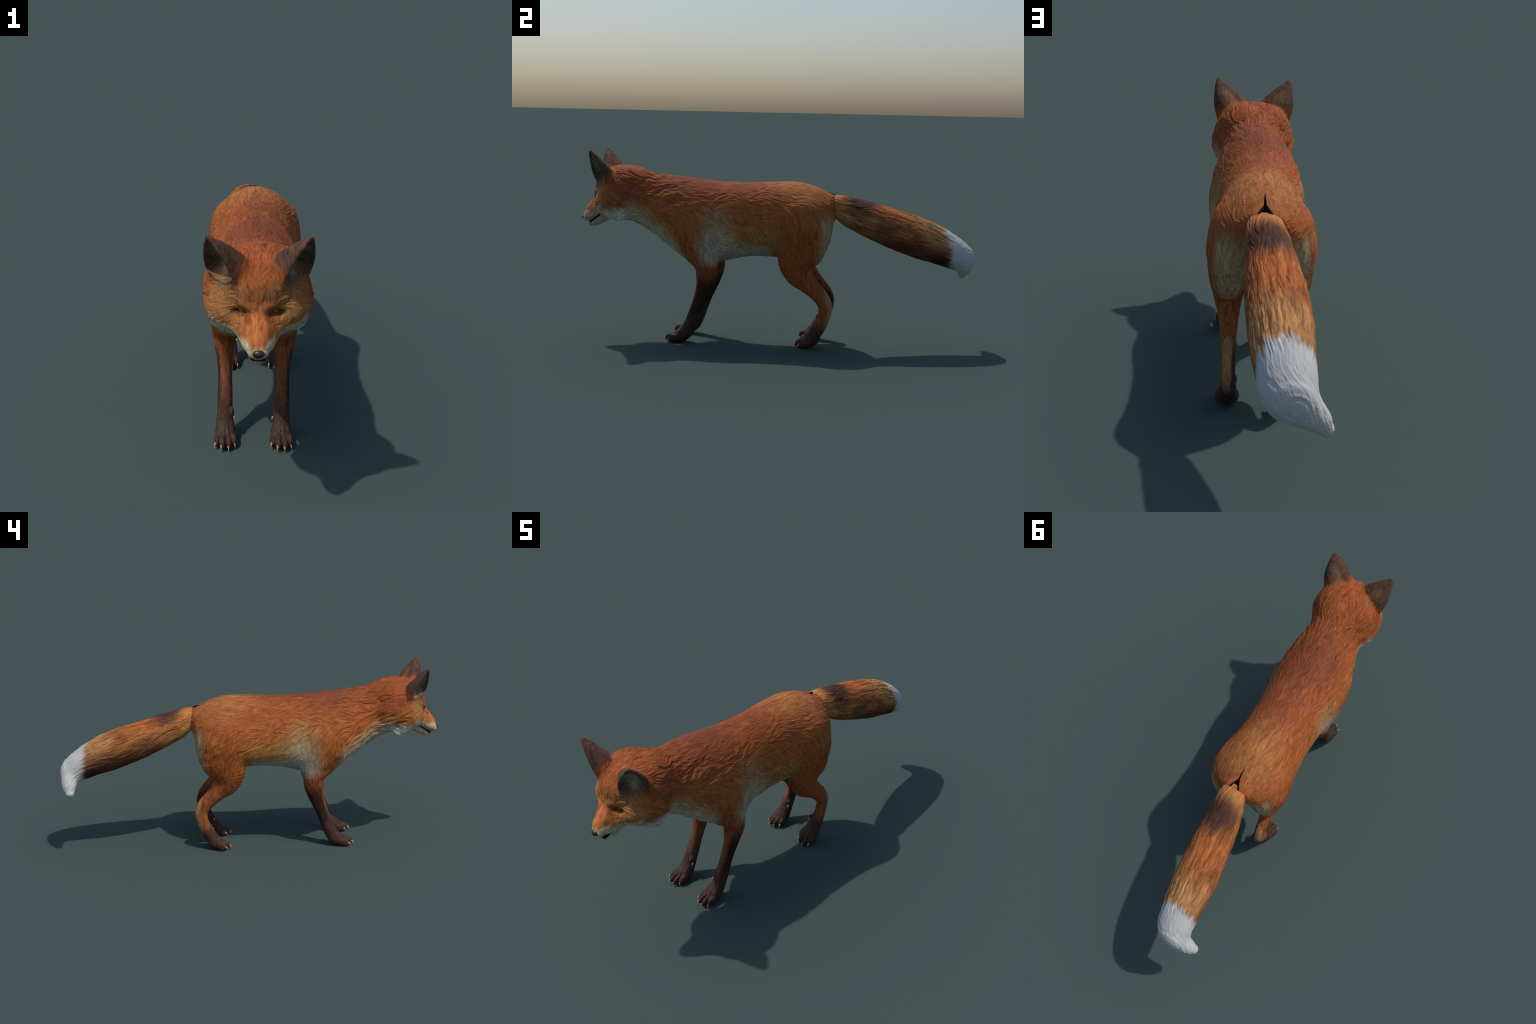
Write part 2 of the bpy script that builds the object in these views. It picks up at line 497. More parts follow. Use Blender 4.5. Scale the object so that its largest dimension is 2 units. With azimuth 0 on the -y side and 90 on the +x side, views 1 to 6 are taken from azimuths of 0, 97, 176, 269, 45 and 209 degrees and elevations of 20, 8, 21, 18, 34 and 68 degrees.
def body_flow(p):
    """Direction in which the coat lies (not yet tangent to the skin), x >= 0 half."""
    x, y, z = p.T
    o = np.ones_like(y)
    d = np.stack([0 * o, o, -0.08 * o - 0.75 * sstep(0.76, 0.56, z)], 1)                # flank
    leg = sstep(0.50, 0.36, z)[:, None]
    thigh = (sstep(-0.02, 0.10, y) * sstep(0.72, 0.60, z))[:, None]
    d = lerp(d, np.stack([0 * o, 0.25 * o, -o], 1), thigh * 0.9)
    shoulder = (sstep(-0.22, -0.30, y) * sstep(-0.58, -0.46, y) * sstep(0.66, 0.52, z))[:, None]
    d = lerp(d, np.stack([0 * o, 0.40 * o, -o], 1), shoulder * 0.9)
    d = lerp(d, np.stack([0 * o, 0.15 * o, -o], 1), leg)
    neck = (sstep(-0.50, -0.60, y) * sstep(-0.80, -0.70, y))[:, None]
    d = lerp(d, np.stack([0.0 * o, o, -0.50 * o], 1), neck)
    face = sstep(-0.72, -0.80, y)[:, None]
    up = sstep(0.66, 0.80, z)
    f = np.stack([0.25 + 5 * x, 0.9 * o, -0.45 + 1.9 * up * sstep(0.10, 0.03, x)], 1)
    return unit(lerp(d, f, face))

def tail_flow(p):
    o = np.ones(len(p))
    y = p[:, 1]
    return unit(np.stack([-0.06 - 0.9 * sstep(0.90, 0.97, y), o - 0.7 * sstep(0.92, 0.98, y), -0.35 - 0.9 * sstep(0.86, 0.97, y)], 1))

def strands(p, n, flow, cells, length, wave, steps=6):
    """Line integral of noise along the wavy streamlines of the coat: long locks of hair."""
    acc = [vnoise(p, c) for c in cells]
    wsum = 1.0
    for way in (-1, 1):
        q = p.copy()
        for i in range(steps):
            d = flow(q)
            d = unit(d - (d * n).sum(1)[:, None] * n)
            a = wave * ((vnoise(q + 3.1, 0.050) - 0.5) * 2.0 + (vnoise(q + 7.7, 0.020) - 0.5) * 1.3)
            d = d * np.cos(a)[:, None] + np.cross(n, d) * np.sin(a)[:, None]
            q = q + d * (way * length / steps)
            w = 1 - 0.7 * (i + 1) / steps
            for k, c in enumerate(cells):
                acc[k] = acc[k] + w * vnoise(q, c)
            wsum += w
    out = []
    for h in acc:
        h = h / wsum - 0.5
        out.append(h / (h.std() + 1e-9))
    return out

def lay_fur(v, q, flow, amount, pin=None, wave=0.80, length=0.026, steps=6, clumps=None):
    n = vertex_normals(v, q)
    if pin is not None:
        n[pin, 0] = 0
        n = unit(n)
    a, b, t = strands(v, n, flow, (0.0068, 0.0045, 0.0150), length, wave, steps)
    locks = np.abs(a) ** 0.8 - 0.75              # rounded locks, sharp partings
    h = np.clip(0.75 * locks + 0.40 * a + 0.60 * b, -1.7, 1.7)
    h = h * amount
    if clumps is not None:
        h = h + clumps * np.clip(t, -1.6, 1.6)
    return v + n * h[:, None]

def body_fur_amount(v):
    x, y, z = v.T
    a = 0.00095 * np.ones(len(v))
    ruff = sstep(-0.40, -0.55, y) * sstep(-0.84, -0.76, y)
    a += 0.0005 * ruff + 0.0004 * (vnoise(v, 0.09) - 0.5)
    a *= lerp(1.0, 0.82, sstep(-0.45, -0.25, y))
    a *= lerp(1.0, 0.60, sstep(0.74, 0.80, z) * sstep(-0.62, -0.50, y))
    a = lerp(a, 0.0008, sstep(-0.82, -0.88, y))
    a = lerp(a, 0.00025, sstep(0.67, 0.64, z) * sstep(-0.70, -0.74, y))
    a = lerp(a, 0.00015, sstep(-0.90, -0.945, y))
    a = lerp(a, 0.0005, sstep(0.36, 0.28, z))
    a = lerp(a, 0.00012, sstep(0.10, 0.06, z))
    u, w, t = ear_local(x, y, z)
    ear = sstep(0.02, 0.16, t) * sstep(-0.70, -0.77, y) * sstep(1.3, 1.1, np.hypot(u / 0.064, w / 0.057))
    return lerp(a, 0.00012, ear)

def dress_body(v, q, pin):
    y, z = v[:, 1], v[:, 2]
    clumps = 0.0016 * sstep(-0.36, -0.52, y) * sstep(-0.85, -0.78, y) * sstep(0.835, 0.79, z) * sstep(0.40, 0.46, z)
    clumps *= lerp(0.25, 1.0, np.maximum(sstep(0.64, 0.67, z), sstep(-0.74, -0.70, y)))
    clumps += 0.0006 * sstep(-0.40, -0.30, y) * sstep(0.78, 0.70, z) * sstep(0.36, 0.44, z)
    v = lay_fur(v, q, body_flow, body_fur_amount(v), pin, clumps=clumps)
    v[pin, 0] = 0
    return v

def dress_tail(v, q, pin):
    return lay_fur(v, q, tail_flow, 0.0014 * sstep(0.26, 0.36, v[:, 1]) * lerp(1, 0.5, sstep(0.84, 0.90, v[:, 1])) * (0.75 + 0.5 * vnoise(v, 0.07)), None, 0.42, 0.040, 12)

# ------------------------------------------------------------------ materials
import math
import bpy

class Sock:
    """A node socket with arithmetic, so that masks can be written as formulas."""
    def __init__(self, g, s):
        self.g, self.s = g, s
    def _m(self, op, *a, clamp=False):
        return self.g.math(op, self, *a, clamp=clamp)
    def __add__(self, o): return self._m("ADD", o)
    __radd__ = __add__
    def __sub__(self, o): return self._m("SUBTRACT", o)
    def __rsub__(self, o): return self.g.math("SUBTRACT", o, self)
    def __mul__(self, o): return self._m("MULTIPLY", o)
    __rmul__ = __mul__
    def __truediv__(self, o): return self._m("DIVIDE", o)
    def __neg__(self): return self._m("MULTIPLY", -1.0)
    def abs(self): return self._m("ABSOLUTE")
    def max(self, o): return self._m("MAXIMUM", o)
    def min(self, o): return self._m("MINIMUM", o)

class Graph:
    def __init__(self, name):
        self.mat = bpy.data.materials.new(name)
        self.mat.use_nodes = True
        self.t = self.mat.node_tree
        self.t.nodes.clear()
        self.out = self.t.nodes.new("ShaderNodeOutputMaterial")
        self.coord = self.t.nodes.new("ShaderNodeTexCoord")
        self.P = Sock(self, self.coord.outputs["Object"])
        sp = self.t.nodes.new("ShaderNodeSeparateXYZ")
        self.t.links.new(self.P.s, sp.inputs[0])
        self.x, self.y, self.z = (Sock(self, sp.outputs[i]) for i in range(3))
    def put(self, inp, v):
        if isinstance(v, Sock):
            self.t.links.new(v.s, inp)
        elif isinstance(v, tuple) and len(v) == 3 and inp.type == "RGBA":
            inp.default_value = (*v, 1)
        else:
            inp.default_value = v
    def math(self, op, *a, clamp=False):
        n = self.t.nodes.new("ShaderNodeMath")
        n.operation, n.use_clamp = op, clamp
        for i, v in enumerate(a):
            self.put(n.inputs[i], v)
        return Sock(self, n.outputs[0])
    def ss(self, e0, e1, v):
        n = self.t.nodes.new("ShaderNodeMapRange")
        n.interpolation_type = "SMOOTHSTEP"
        self.put(n.inputs[0], v)
        flip = e0 > e1
        n.inputs[1].default_value, n.inputs[2].default_value = (e1, e0) if flip else (e0, e1)
        n.inputs[3].default_value, n.inputs[4].default_value = (1, 0) if flip else (0, 1)
        return Sock(self, n.outputs[0])
    def noise(self, scale, detail=2.0, stretch=(1, 1, 1), rot=(0, 0, 0), off=0.0, rough=0.5):
        m = self.t.nodes.new("ShaderNodeMapping")
        self.t.links.new(self.P.s, m.inputs[0])
        m.inputs["Location"].default_value = (off, off * 0.7, off * 1.3)
        m.inputs["Rotation"].default_value = rot
        m.inputs["Scale"].default_value = stretch
        n = self.t.nodes.new("ShaderNodeTexNoise")
        self.t.links.new(m.outputs[0], n.inputs["Vector"])
        n.inputs["Scale"].default_value = scale
        n.inputs["Detail"].default_value = detail
        n.inputs["Roughness"].default_value = rough
        return Sock(self, n.outputs[0])
    def mix(self, f, a, b, mode="MIX"):
        n = self.t.nodes.new("ShaderNodeMix")
        n.data_type, n.blend_type = "RGBA", mode
        self.put(n.inputs[0], f)
        self.put(n.inputs[6], a)
        self.put(n.inputs[7], b)
        return Sock(self, n.outputs[2])
    def warp(self, amount, scale):
        """Object coordinates, gently stirred so that streaks run in waves."""
        n = self.t.nodes.new("ShaderNodeTexNoise")
        self.t.links.new(self.P.s, n.inputs["Vector"])
        n.inputs["Scale"].default_value = scale
        n.inputs["Detail"].default_value = 1.0
        a = self.t.nodes.new("ShaderNodeVectorMath")
        a.operation = "MULTIPLY_ADD"
        self.t.links.new(n.outputs["Color"], a.inputs[0])
        a.inputs[1].default_value = (amount,) * 3
        self.t.links.new(self.P.s, a.inputs[2])
        return Sock(self, a.outputs[0])
    def streak(self, vec, scale, angle, long=7.0, off=0.0, yaw=0.0, detail=2.5):
        """Noise drawn out along the direction (0, cos angle, sin angle)."""
        m = self.t.nodes.new("ShaderNodeMapping")
        m.vector_type = "TEXTURE"
        self.t.links.new(vec.s, m.inputs[0])
        m.inputs["Location"].default_value = (off, off * 0.7, off * 1.3)
        m.inputs["Rotation"].default_value = (math.radians(angle), 0, math.radians(yaw))
        m.inputs["Scale"].default_value = (1, long, 1)
        n = self.t.nodes.new("ShaderNodeTexNoise")
        self.t.links.new(m.outputs[0], n.inputs["Vector"])
        n.inputs["Scale"].default_value = scale
        n.inputs["Detail"].default_value = detail
        n.inputs["Roughness"].default_value = 0.55
        return Sock(self, n.outputs[0]) - 0.5
    def lerp(self, f, a, b):
        return a + (b - a) * f
    def blob(self, x, y, z, c, r, soft=0.6, wob=None):
        """Soft ellipsoid mask: 1 inside, 0 outside."""
        d = self.math("SQRT", sum((((q - ci) / ri) * ((q - ci) / ri) for q, ci, ri in zip((x, y, z), c, r)), 0.0) + 1e-6)
        if wob is not None:
            d = d + wob
        return self.ss(1 + soft / 2, 1 - soft / 2, d)
    def finish(self, color, rough=0.6, bump=None, spec=0.3, sheen=0.0, dist=0.002, strength=0.4, **other):
        b = self.t.nodes.new("ShaderNodeBsdfPrincipled")
        self.put(b.inputs["Base Color"], color)
        self.put(b.inputs["Roughness"], rough)
        b.inputs["Specular IOR Level"].default_value = spec
        if sheen:
            b.inputs["Sheen Weight"].default_value = sheen
        for k, v in other.items():
            self.put(b.inputs[k.replace("_", " ")], v)
        if bump is not None:
            n = self.t.nodes.new("ShaderNodeBump")
            n.inputs["Strength"].default_value = strength
            n.inputs["Distance"].default_value = dist
            self.put(n.inputs["Height"], bump)
            self.t.links.new(n.outputs[0], b.inputs["Normal"])
        self.t.links.new(b.outputs[0], self.out.inputs[0])
        return self.mat

def rgb(r, g, b):
    """sRGB 0..255 to linear."""
    f = lambda c: c / 12.92 if c <= 0.04045 else ((c + 0.055) / 1.055) ** 2.4
    return tuple(f(q / 255) for q in (r, g, b))

def fur_material():
    g = Graph("red_fox_coat")
    shift = g.ss(-0.42, -0.66, g.y) * HEAD_X
    X = (g.x - shift).abs()
    n1 = g.noise(9, 3, (1, 0.6, 1)) - 0.5
    legs = g.ss(0.46, 0.36, g.z)
    # the lie of the coat: along the back, slanting on the flank, down thigh, shoulder and legs
    steep = (g.ss(-0.02, 0.10, g.y) * g.ss(0.74, 0.62, g.z)).max(g.ss(-0.24, -0.32, g.y) * g.ss(-0.58, -0.46, g.y) * g.ss(0.66, 0.52, g.z)).max(legs)
    steep = steep.max(g.ss(-0.86, -0.90, g.y) * g.ss(0.06, 0.02, X) * g.ss(0.70, 0.74, g.z))
    slant = g.ss(0.76, 0.66, g.z) * g.ss(0.92, 0.70, steep)
    wv = g.warp(0.030, 20)
    def lie(scale, long, off):
        flat, mid, down, brow = (g.streak(wv, scale, a, long, off) for a in (-3, -36, -82, 58))
        return g.lerp(g.ss(-0.86, -0.90, g.y), g.lerp(steep, g.lerp(slant, flat, mid), down), brow)
    n2 = lie(48, 5, 3)
    fine = lie(120, 7, 7)
    n = n1 * 0.5 + n2 * 0.35
    x, y, z = X + n * 0.03, g.y + n * 0.06, g.z + n * 0.05
    yl, zl = g.y + n2 * 0.02, g.z + n2 * 0.02
    B = lambda c, r, soft=0.8: g.blob(x, y, z, c, r, soft)
    BL = lambda c, r, soft=0.8: g.blob(X, yl, zl, c, r, soft)
    orange, rust, brown = rgb(162, 91, 46), rgb(146, 77, 43), rgb(112, 63, 45)
    tan, cream = rgb(170, 114, 66), rgb(176, 154, 116)
    dark, black, ochre = rgb(64, 48, 43), rgb(42, 31, 28), rgb(162, 116, 56)
    c = g.mix(g.ss(-0.05, 0.30, n2) * 0.4, orange, rgb(170, 112, 62))
    # back: rusty saddle, darker withers, tan rump
    c = g.mix(g.ss(0.66, 0.80, z) * 0.85, c, rust)
    c = g.mix(B((0, -0.44, 0.80), (0.13, 0.14, 0.09), 1.2) * 0.65, c, brown)
    c = g.mix(B((0.03, -0.20, 0.83), (0.07, 0.22, 0.06), 1.2) * 0.30, c, brown)
    c = g.mix(B((0.04, 0.14, 0.83), (0.16, 0.17, 0.11), 1.2) * 0.60, c, tan)
    c = g.mix(g.ss(0.022, 0.004, X + n2 * 0.01) * g.ss(0.78, 0.80, g.z) * g.ss(0.12, 0.0, g.y) * g.ss(-0.70, -0.60, g.y) * 0.4, c, brown)
    # thigh rusty, back of the thigh pale
    c = g.mix(B((0.16, 0.10, 0.48), (0.12, 0.11, 0.15)) * 0.8, c, rgb(148, 78, 38))
    c = g.mix(g.ss(0.185, 0.265, y + (z - 0.55) * 0.12) * g.ss(0.70, 0.60, z) * g.ss(0.29, 0.37, z) * g.ss(0.175, 0.14, X) * 0.9, c, cream)
    # flank: ochre, elbow patch, pale belly
    c = g.mix(B((0.15, -0.10, 0.525), (0.10, 0.15, 0.075), 1.1) * 0.8, c, ochre)
    c = g.mix(B((0.17, -0.265, 0.53), (0.08, 0.085, 0.13), 1.5) * g.ss(0.385, 0.445, g.z) * 0.75, c, rgb(174, 148, 106))
    c = g.mix(B((0.17, -0.265, 0.475), (0.08, 0.078, 0.085), 1.4) * g.ss(0.385, 0.445, g.z) * 0.8, c, rgb(178, 165, 140))
    c = g.mix(g.ss(0.545, 0.465, z + (X - 0.08).max(0.0) * 0.2) * g.ss(0.03, -0.03, y) * g.ss(-0.36, -0.29, y) * g.ss(0.385, 0.40, g.z), c, rgb(176, 168, 148))
    # throat and breast: cream with a white lower edge
    low = z + (y + 0.665) * 0.70
    nk = g.ss(-0.43, -0.50, y + (z - 0.5) * 0.3) * g.ss(-0.79, -0.72, g.y - (g.z - 0.62) * 0.5)
    c = g.mix(g.ss(0.72, 0.64, low) * nk * 0.9, c, rgb(180, 154, 110))
    c = g.mix(g.ss(0.655, 0.595, low) * nk, c, rgb(180, 172, 150))
    # forelegs: dark stocking on the outside, rusty in front
    fore = legs * g.ss(-0.20, -0.24, g.y)
    fr = g.y - (g.z - 0.33) * 0.32 + (X - 0.108) * 1.1                      # across the leg, front negative
    c = g.mix(fore * 0.8, c, rgb(140, 76, 42))
    c = g.mix(fore * g.ss(0.36, 0.16, zl) * 0.9, c, rgb(100, 62, 44))
    c = g.mix(fore * g.ss(0.39, 0.28, zl) * g.ss(-0.352, -0.322, fr + n2 * 0.05) * g.ss(0.08, 0.16, g.z) * 0.9, c, black)
    c = g.mix(fore * g.ss(0.19, 0.08, zl) * 0.92, c, dark)
    # hind legs: pale stripe behind, dark inner side and foot
    hind = legs * g.ss(-0.02, 0.02, g.y)
    c = g.mix(hind * g.ss(0.40, 0.30, zl) * 0.7, c, rgb(146, 84, 46))
    c = g.mix(hind * g.ss(0.33, 0.22, zl) * g.ss(0.106, 0.088, X + n2 * 0.01), c, dark)
    c = g.mix(hind * g.ss(0.40, 0.33, zl) * g.ss(0.278, 0.300, g.y + n2 * 0.014 + (g.z - 0.2).abs() * 0.24) * g.ss(0.06, 0.12, g.z) * g.ss(0.09, 0.10, X) * 0.85, c, rgb(176, 138, 94))
    foot = g.ss(0.20, 0.075, g.z + (g.y - 0.23) * 0.9 + n2 * 0.03)
    c = g.mix(hind * foot * 0.95, c, dark)
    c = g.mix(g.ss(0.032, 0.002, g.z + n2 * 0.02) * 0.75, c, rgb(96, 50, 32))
    # ---- head
    head = g.ss(-0.70, -0.80, yl)
    face = g.ss(-0.80, -0.87, yl)
    c = g.mix(head * g.ss(0.80, 0.72, zl) * 0.7, c, rgb(150, 88, 46))
    c = g.mix(face * g.ss(0.87, 0.78, zl) * 0.7, c, rgb(158, 98, 52))
    c = g.mix(face * g.ss(0.035, 0.075, X) * g.ss(0.83, 0.78, zl) * 0.65, c, rgb(152, 112, 66))
    c = g.mix(BL((0, -0.955, 0.69), (0.030, 0.06, 0.07), 1.0) * 0.9, c, rgb(186, 108, 58))
    c = g.mix(BL((0.05, -0.90, 0.76), (0.05, 0.05, 0.025), 1.0) * 0.45, c, rgb(112, 80, 50))
    c = g.mix(BL((0.0, -0.93, 0.734), (0.030, 0.03, 0.010), 1.0) * 0.5, c, rgb(96, 66, 42))
    c = g.mix(BL((0.062, -0.90, 0.680), (0.030, 0.045, 0.020), 1.2) * 0.6, c, rgb(176, 104, 58))
    # white cheeks, ruff, lips and chin
    c = g.mix(g.ss(0.680, 0.640, zl + n2 * 0.03 - (g.y + 0.80) * 0.12) * g.ss(-0.70, -0.745, yl) * g.ss(-0.905, -0.87, g.y), c, rgb(192, 188, 174))
    c = g.mix(g.ss(0.048, 0.024, g.z - 0.630 - (g.y + 0.893) * 0.70 + n2 * 0.015) * g.ss(-0.84, -0.88, g.y), c, rgb(190, 172, 140))
    c = g.mix(g.ss(0.020, 0.034, X + n2 * 0.006) * g.ss(-0.92, -0.95, g.y) * g.ss(0.655, 0.630, g.z), c, rgb(190, 172, 140))
    c = g.mix(BL((0.0, -0.978, 0.606), (0.040, 0.024, 0.026)) * 0.9, c, rgb(202, 172, 128))
    # hair at the mouth of the ear
    c = g.mix(BL((0.125, -0.880, 0.800), (0.030, 0.040, 0.022), 1.2) * 0.8, c, rgb(120, 104, 82))
    c = g.mix(BL((0.090, -0.890, 0.812), (0.022, 0.035, 0.022), 1.2) * 0.6, c, rgb(84, 66, 56))
    # ---- ears
    px, py, pz = X - float(EAR_M[0]), g.y - float(EAR_M[1]), g.z - float(EAR_M[2])
    dot = lambda a: px * float(a[0]) + py * float(a[1]) + pz * float(a[2])
    eu, ev, et = dot(EAR_L), dot(EAR_N), dot(EAR_D) / float(EAR_H)
    e2 = et * et
    eru, erv = eu / (0.0634 - e2 * 0.0507).max(0.016), ev / (0.056 - e2 * 0.0532).max(0.013)
    rho = (eru * eru + erv * erv + 1e-6)._m("SQRT")
    en = g.noise(45, 3) - 0.5
    on = g.ss(1.45, 1.20, rho - g.ss(0.22, 0.60, et) * 0.75) * g.ss(0.30, 0.15, et * -1.0 + 0.32) * g.ss(-0.74, -0.775, g.y)
    back = g.mix(g.blob(eu, ev, et, (0.012, 0.05, 0.45), (0.030, 0.05, 0.28), 1.3, en * 0.8) * 0.7, rgb(88, 65, 53), rgb(122, 90, 62))
    back = g.mix(g.ss(0.75, 0.95, et) * 0.5, back, rgb(104, 66, 50))
    back = g.mix(g.ss(0.42, 0.10, et + (eu + 0.02) * 0.9 + en * 0.2), back, rgb(158, 88, 46))
    back = g.mix(g.ss(0.0, -0.03, ev) * g.ss(0.10, 0.30, et), back, rgb(82, 62, 52))
    inner = g.mix(g.ss(0.050, 0.005, (eu + 0.008 - et * 0.01).abs() + en * 0.03) * g.ss(0.85, 0.50, et), rgb(98, 84, 70), rgb(170, 160, 136))
    inner = g.mix(g.blob(eu, ev, et, (-0.030, -0.005, 0.05), (0.018, 0.05, 0.16), 1.0) * 0.6, inner, rgb(70, 62, 60))
    c = g.mix(on, c, g.mix(g.ss(0.965, 0.90, rho) * g.ss(0.0, 0.06, et) * g.ss(0.93, 0.80, et), back, inner))
    # eye rims and tear line
    c = g.mix(BL((0.057, -0.896, 0.711), (0.026, 0.032, 0.0100), 0.9) * 0.8, c, rgb(64, 38, 27))
    c = g.mix(BL((0.032, -0.920, 0.697), (0.012, 0.022, 0.016), 1.0) * 0.6, c, rgb(84, 50, 32))
    # mouth interior
    s = (g.y + 0.893) * -0.80 + (g.z - 0.630) * -0.60
    h = ((g.y + 0.893) * -0.60 + (g.z - 0.630) * 0.80 + 0.002).abs()
    c = g.mix(g.ss(0.0042, 0.002, h - s.max(0.0) * 0.035) * g.ss(-0.006, 0.006, s) * g.ss(0.095, 0.085, s), c, rgb(58, 24, 20))
    # cleft over the tail root, painted near black for the unlit hollow
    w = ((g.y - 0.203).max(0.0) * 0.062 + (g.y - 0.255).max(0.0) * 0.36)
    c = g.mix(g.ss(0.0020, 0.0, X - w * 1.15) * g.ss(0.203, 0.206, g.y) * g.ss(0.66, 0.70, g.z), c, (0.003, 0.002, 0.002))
    # fine dark and light streaks multiplied into the coat colour
    v = 1.04 + fine * 1.9 + n2 * 0.55
    c = g.mix(1.0, c, g.rgb_of(v), "MULTIPLY")
    return g.finish(c, 0.75 - g.ss(0.16, 0.06, g.z) * 0.22, fine + n2 * 0.6, 0.13, 0.0, 0.003, 0.55)

def _rgb_of(self, v):
    n = self.t.nodes.new("ShaderNodeCombineColor")
    for i in range(3):
        self.put(n.inputs[i], v)
    return Sock(self, n.outputs[0])
Graph.rgb_of = _rgb_of

def tail_material():
    g = Graph("tail_fur")
    wv = g.warp(0.024, 18)
    n1 = g.noise(10, 3, (1, 0.4, 1), (0.35, 0, 0)) - 0.5
    n2, fine = g.streak(wv, 46, -18, 6, 2), g.streak(wv, 125, -18, 8, 5)
    n = n1 * 0.6 + n2 * 0.4
    x, y, z = g.x, g.y + n * 0.08, g.z + n * 0.03
    B = lambda c, r, soft=0.9: g.blob(x, y, z, c, r, soft)
    c = g.mix(g.ss(-0.22, 0.22, n2), rgb(158, 92, 50), rgb(174, 120, 70))
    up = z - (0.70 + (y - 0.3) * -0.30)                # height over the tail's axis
    c = g.mix(g.ss(0.46, 0.52, y) * g.ss(0.74, 0.62, y) * g.ss(0.0, 0.06, up) * 0.8, c, rgb(162, 90, 48))
    c = g.mix(g.ss(0.66, 0.80, y) * g.ss(-0.07, 0.0, up), c, rgb(176, 126, 78))
    c = g.mix(g.ss(0.42, 0.32, y) * 0.8, c, rgb(176, 116, 64))
    # dark saddle near the root, dark underside, dark smudges on the flank
    c = g.mix(B((0, 0.435, 0.745), (0.095, 0.080, 0.10), 1.0) * 0.95, c, rgb(74, 50, 42))
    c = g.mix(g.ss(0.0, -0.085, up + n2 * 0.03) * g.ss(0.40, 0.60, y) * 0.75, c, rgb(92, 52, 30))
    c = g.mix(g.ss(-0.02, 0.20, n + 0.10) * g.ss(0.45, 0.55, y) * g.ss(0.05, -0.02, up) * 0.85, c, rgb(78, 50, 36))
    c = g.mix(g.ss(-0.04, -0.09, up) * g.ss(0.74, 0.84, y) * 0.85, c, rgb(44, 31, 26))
    c = g.mix(B((0, 0.34, 0.64), (0.08, 0.10, 0.04)) * 0.6, c, rgb(170, 140, 92))
    # white tip
    edge = g.y - up * -0.16 + n2 * 0.045 + n1 * 0.02
    c = g.mix(g.ss(0.848, 0.888, edge), c, rgb(196, 196, 194))
    c = g.mix(1.0, c, g.rgb_of(1.0 + (fine * 1.9 + n2 * 1.0) * g.ss(0.90, 0.85, g.y) + n2 * 0.2), "MULTIPLY")
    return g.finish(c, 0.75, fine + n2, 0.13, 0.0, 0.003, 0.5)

def plain(name, col, rough=0.5, spec=0.4, var=0.3, scale=60, **o):
    g = Graph(name)
    n = g.noise(scale, 3) - 0.5
    c = g.mix(1.0, col, g.rgb_of(1.0 + n * var), "MULTIPLY")
    return g.finish(c, rough, n, spec, 0.0, 0.0005, 0.3, **o)

def eye_material():
    g = Graph("amber_eye")
    r = (g.x * g.x + g.z * g.z + 1e-9)._m("SQRT")       # eye looks along its own -y
    n = g.noise(160, 2, (1, 1, 1)) - 0.5
    c = g.mix(g.ss(0.0135, 0.0105, r), rgb(48, 24, 16), g.mix(g.ss(0.003, 0.011, r + n * 0.003), rgb(196, 96, 36), rgb(160, 62, 24)))
    slit = ((g.x / 0.0018) * (g.x / 0.0018) + (g.z / 0.0042) * (g.z / 0.0042))._m("SQRT")
    c = g.mix(g.ss(1.15, 0.85, slit), c, rgb(8, 5, 5))
    return g.finish(c, 0.12, None, 0.5)

# ------------------------------------------------------------------ objects
def new_object(name, verts, quads, mat, parent=None, normals=None, smooth=True):
    me = bpy.data.meshes.new(name)
    me.from_pydata([], [], []) if False else None
    verts, quads = np.asarray(verts, np.float64), np.asarray(quads, np.int64)
    k = quads.shape[1]
    me.vertices.add(len(verts))
    me.vertices.foreach_set("co", verts.astype(F).ravel())
    me.loops.add(quads.size)
    me.loops.foreach_set("vertex_index", quads.astype(np.int32).ravel())
    me.polygons.add(len(quads))
    me.polygons.foreach_set("loop_start", np.arange(0, quads.size, k, dtype=np.int32))
    me.polygons.foreach_set("use_smooth", np.full(len(quads), smooth))
    me.update(calc_edges=True)
    me.validate()
    if normals is not None:
        me.normals_split_custom_set_from_vertices(normals.astype(F).tolist())
    me.materials.append(mat)
    ob = bpy.data.objects.new(name, me)
    bpy.context.scene.collection.objects.link(ob)
    if parent:
        ob.parent = parent
    return ob

def part(name, v, q, n, mask, mat, parent):
    f = q[mask]
    used, inv = np.unique(f, return_inverse=True)
    return new_object(name, v[used], inv.reshape(f.shape), mat, parent, n[used])

def tube(P, R, seg=12, squash=1.0):
    """Closed tapered tube through points P with radii R."""
    P, R = np.asarray(P, float), np.asarray(R, float)
    T = np.gradient(P, axis=0)
    T /= np.linalg.norm(T, axis=1)[:, None]
    ref = np.array([0, 0, 1.0]) if abs(T[0, 2]) < 0.8 else np.array([0, 1.0, 0])
    rings, a = [], np.linspace(0, 2 * np.pi, seg, endpoint=False)
    for p, t, r in zip(P, T, R):
        s = np.cross(t, ref); s /= np.linalg.norm(s)
        u = np.cross(s, t)
        rings.append(p + r * (np.cos(a)[:, None] * s * squash + np.sin(a)[:, None] * u))
    V = np.vstack(rings)
    Q = [[i * seg + j, i * seg + (j + 1) % seg, (i + 1) * seg + (j + 1) % seg, (i + 1) * seg + j] for i in range(len(P) - 1) for j in range(seg)]
    return V, np.array(Q)

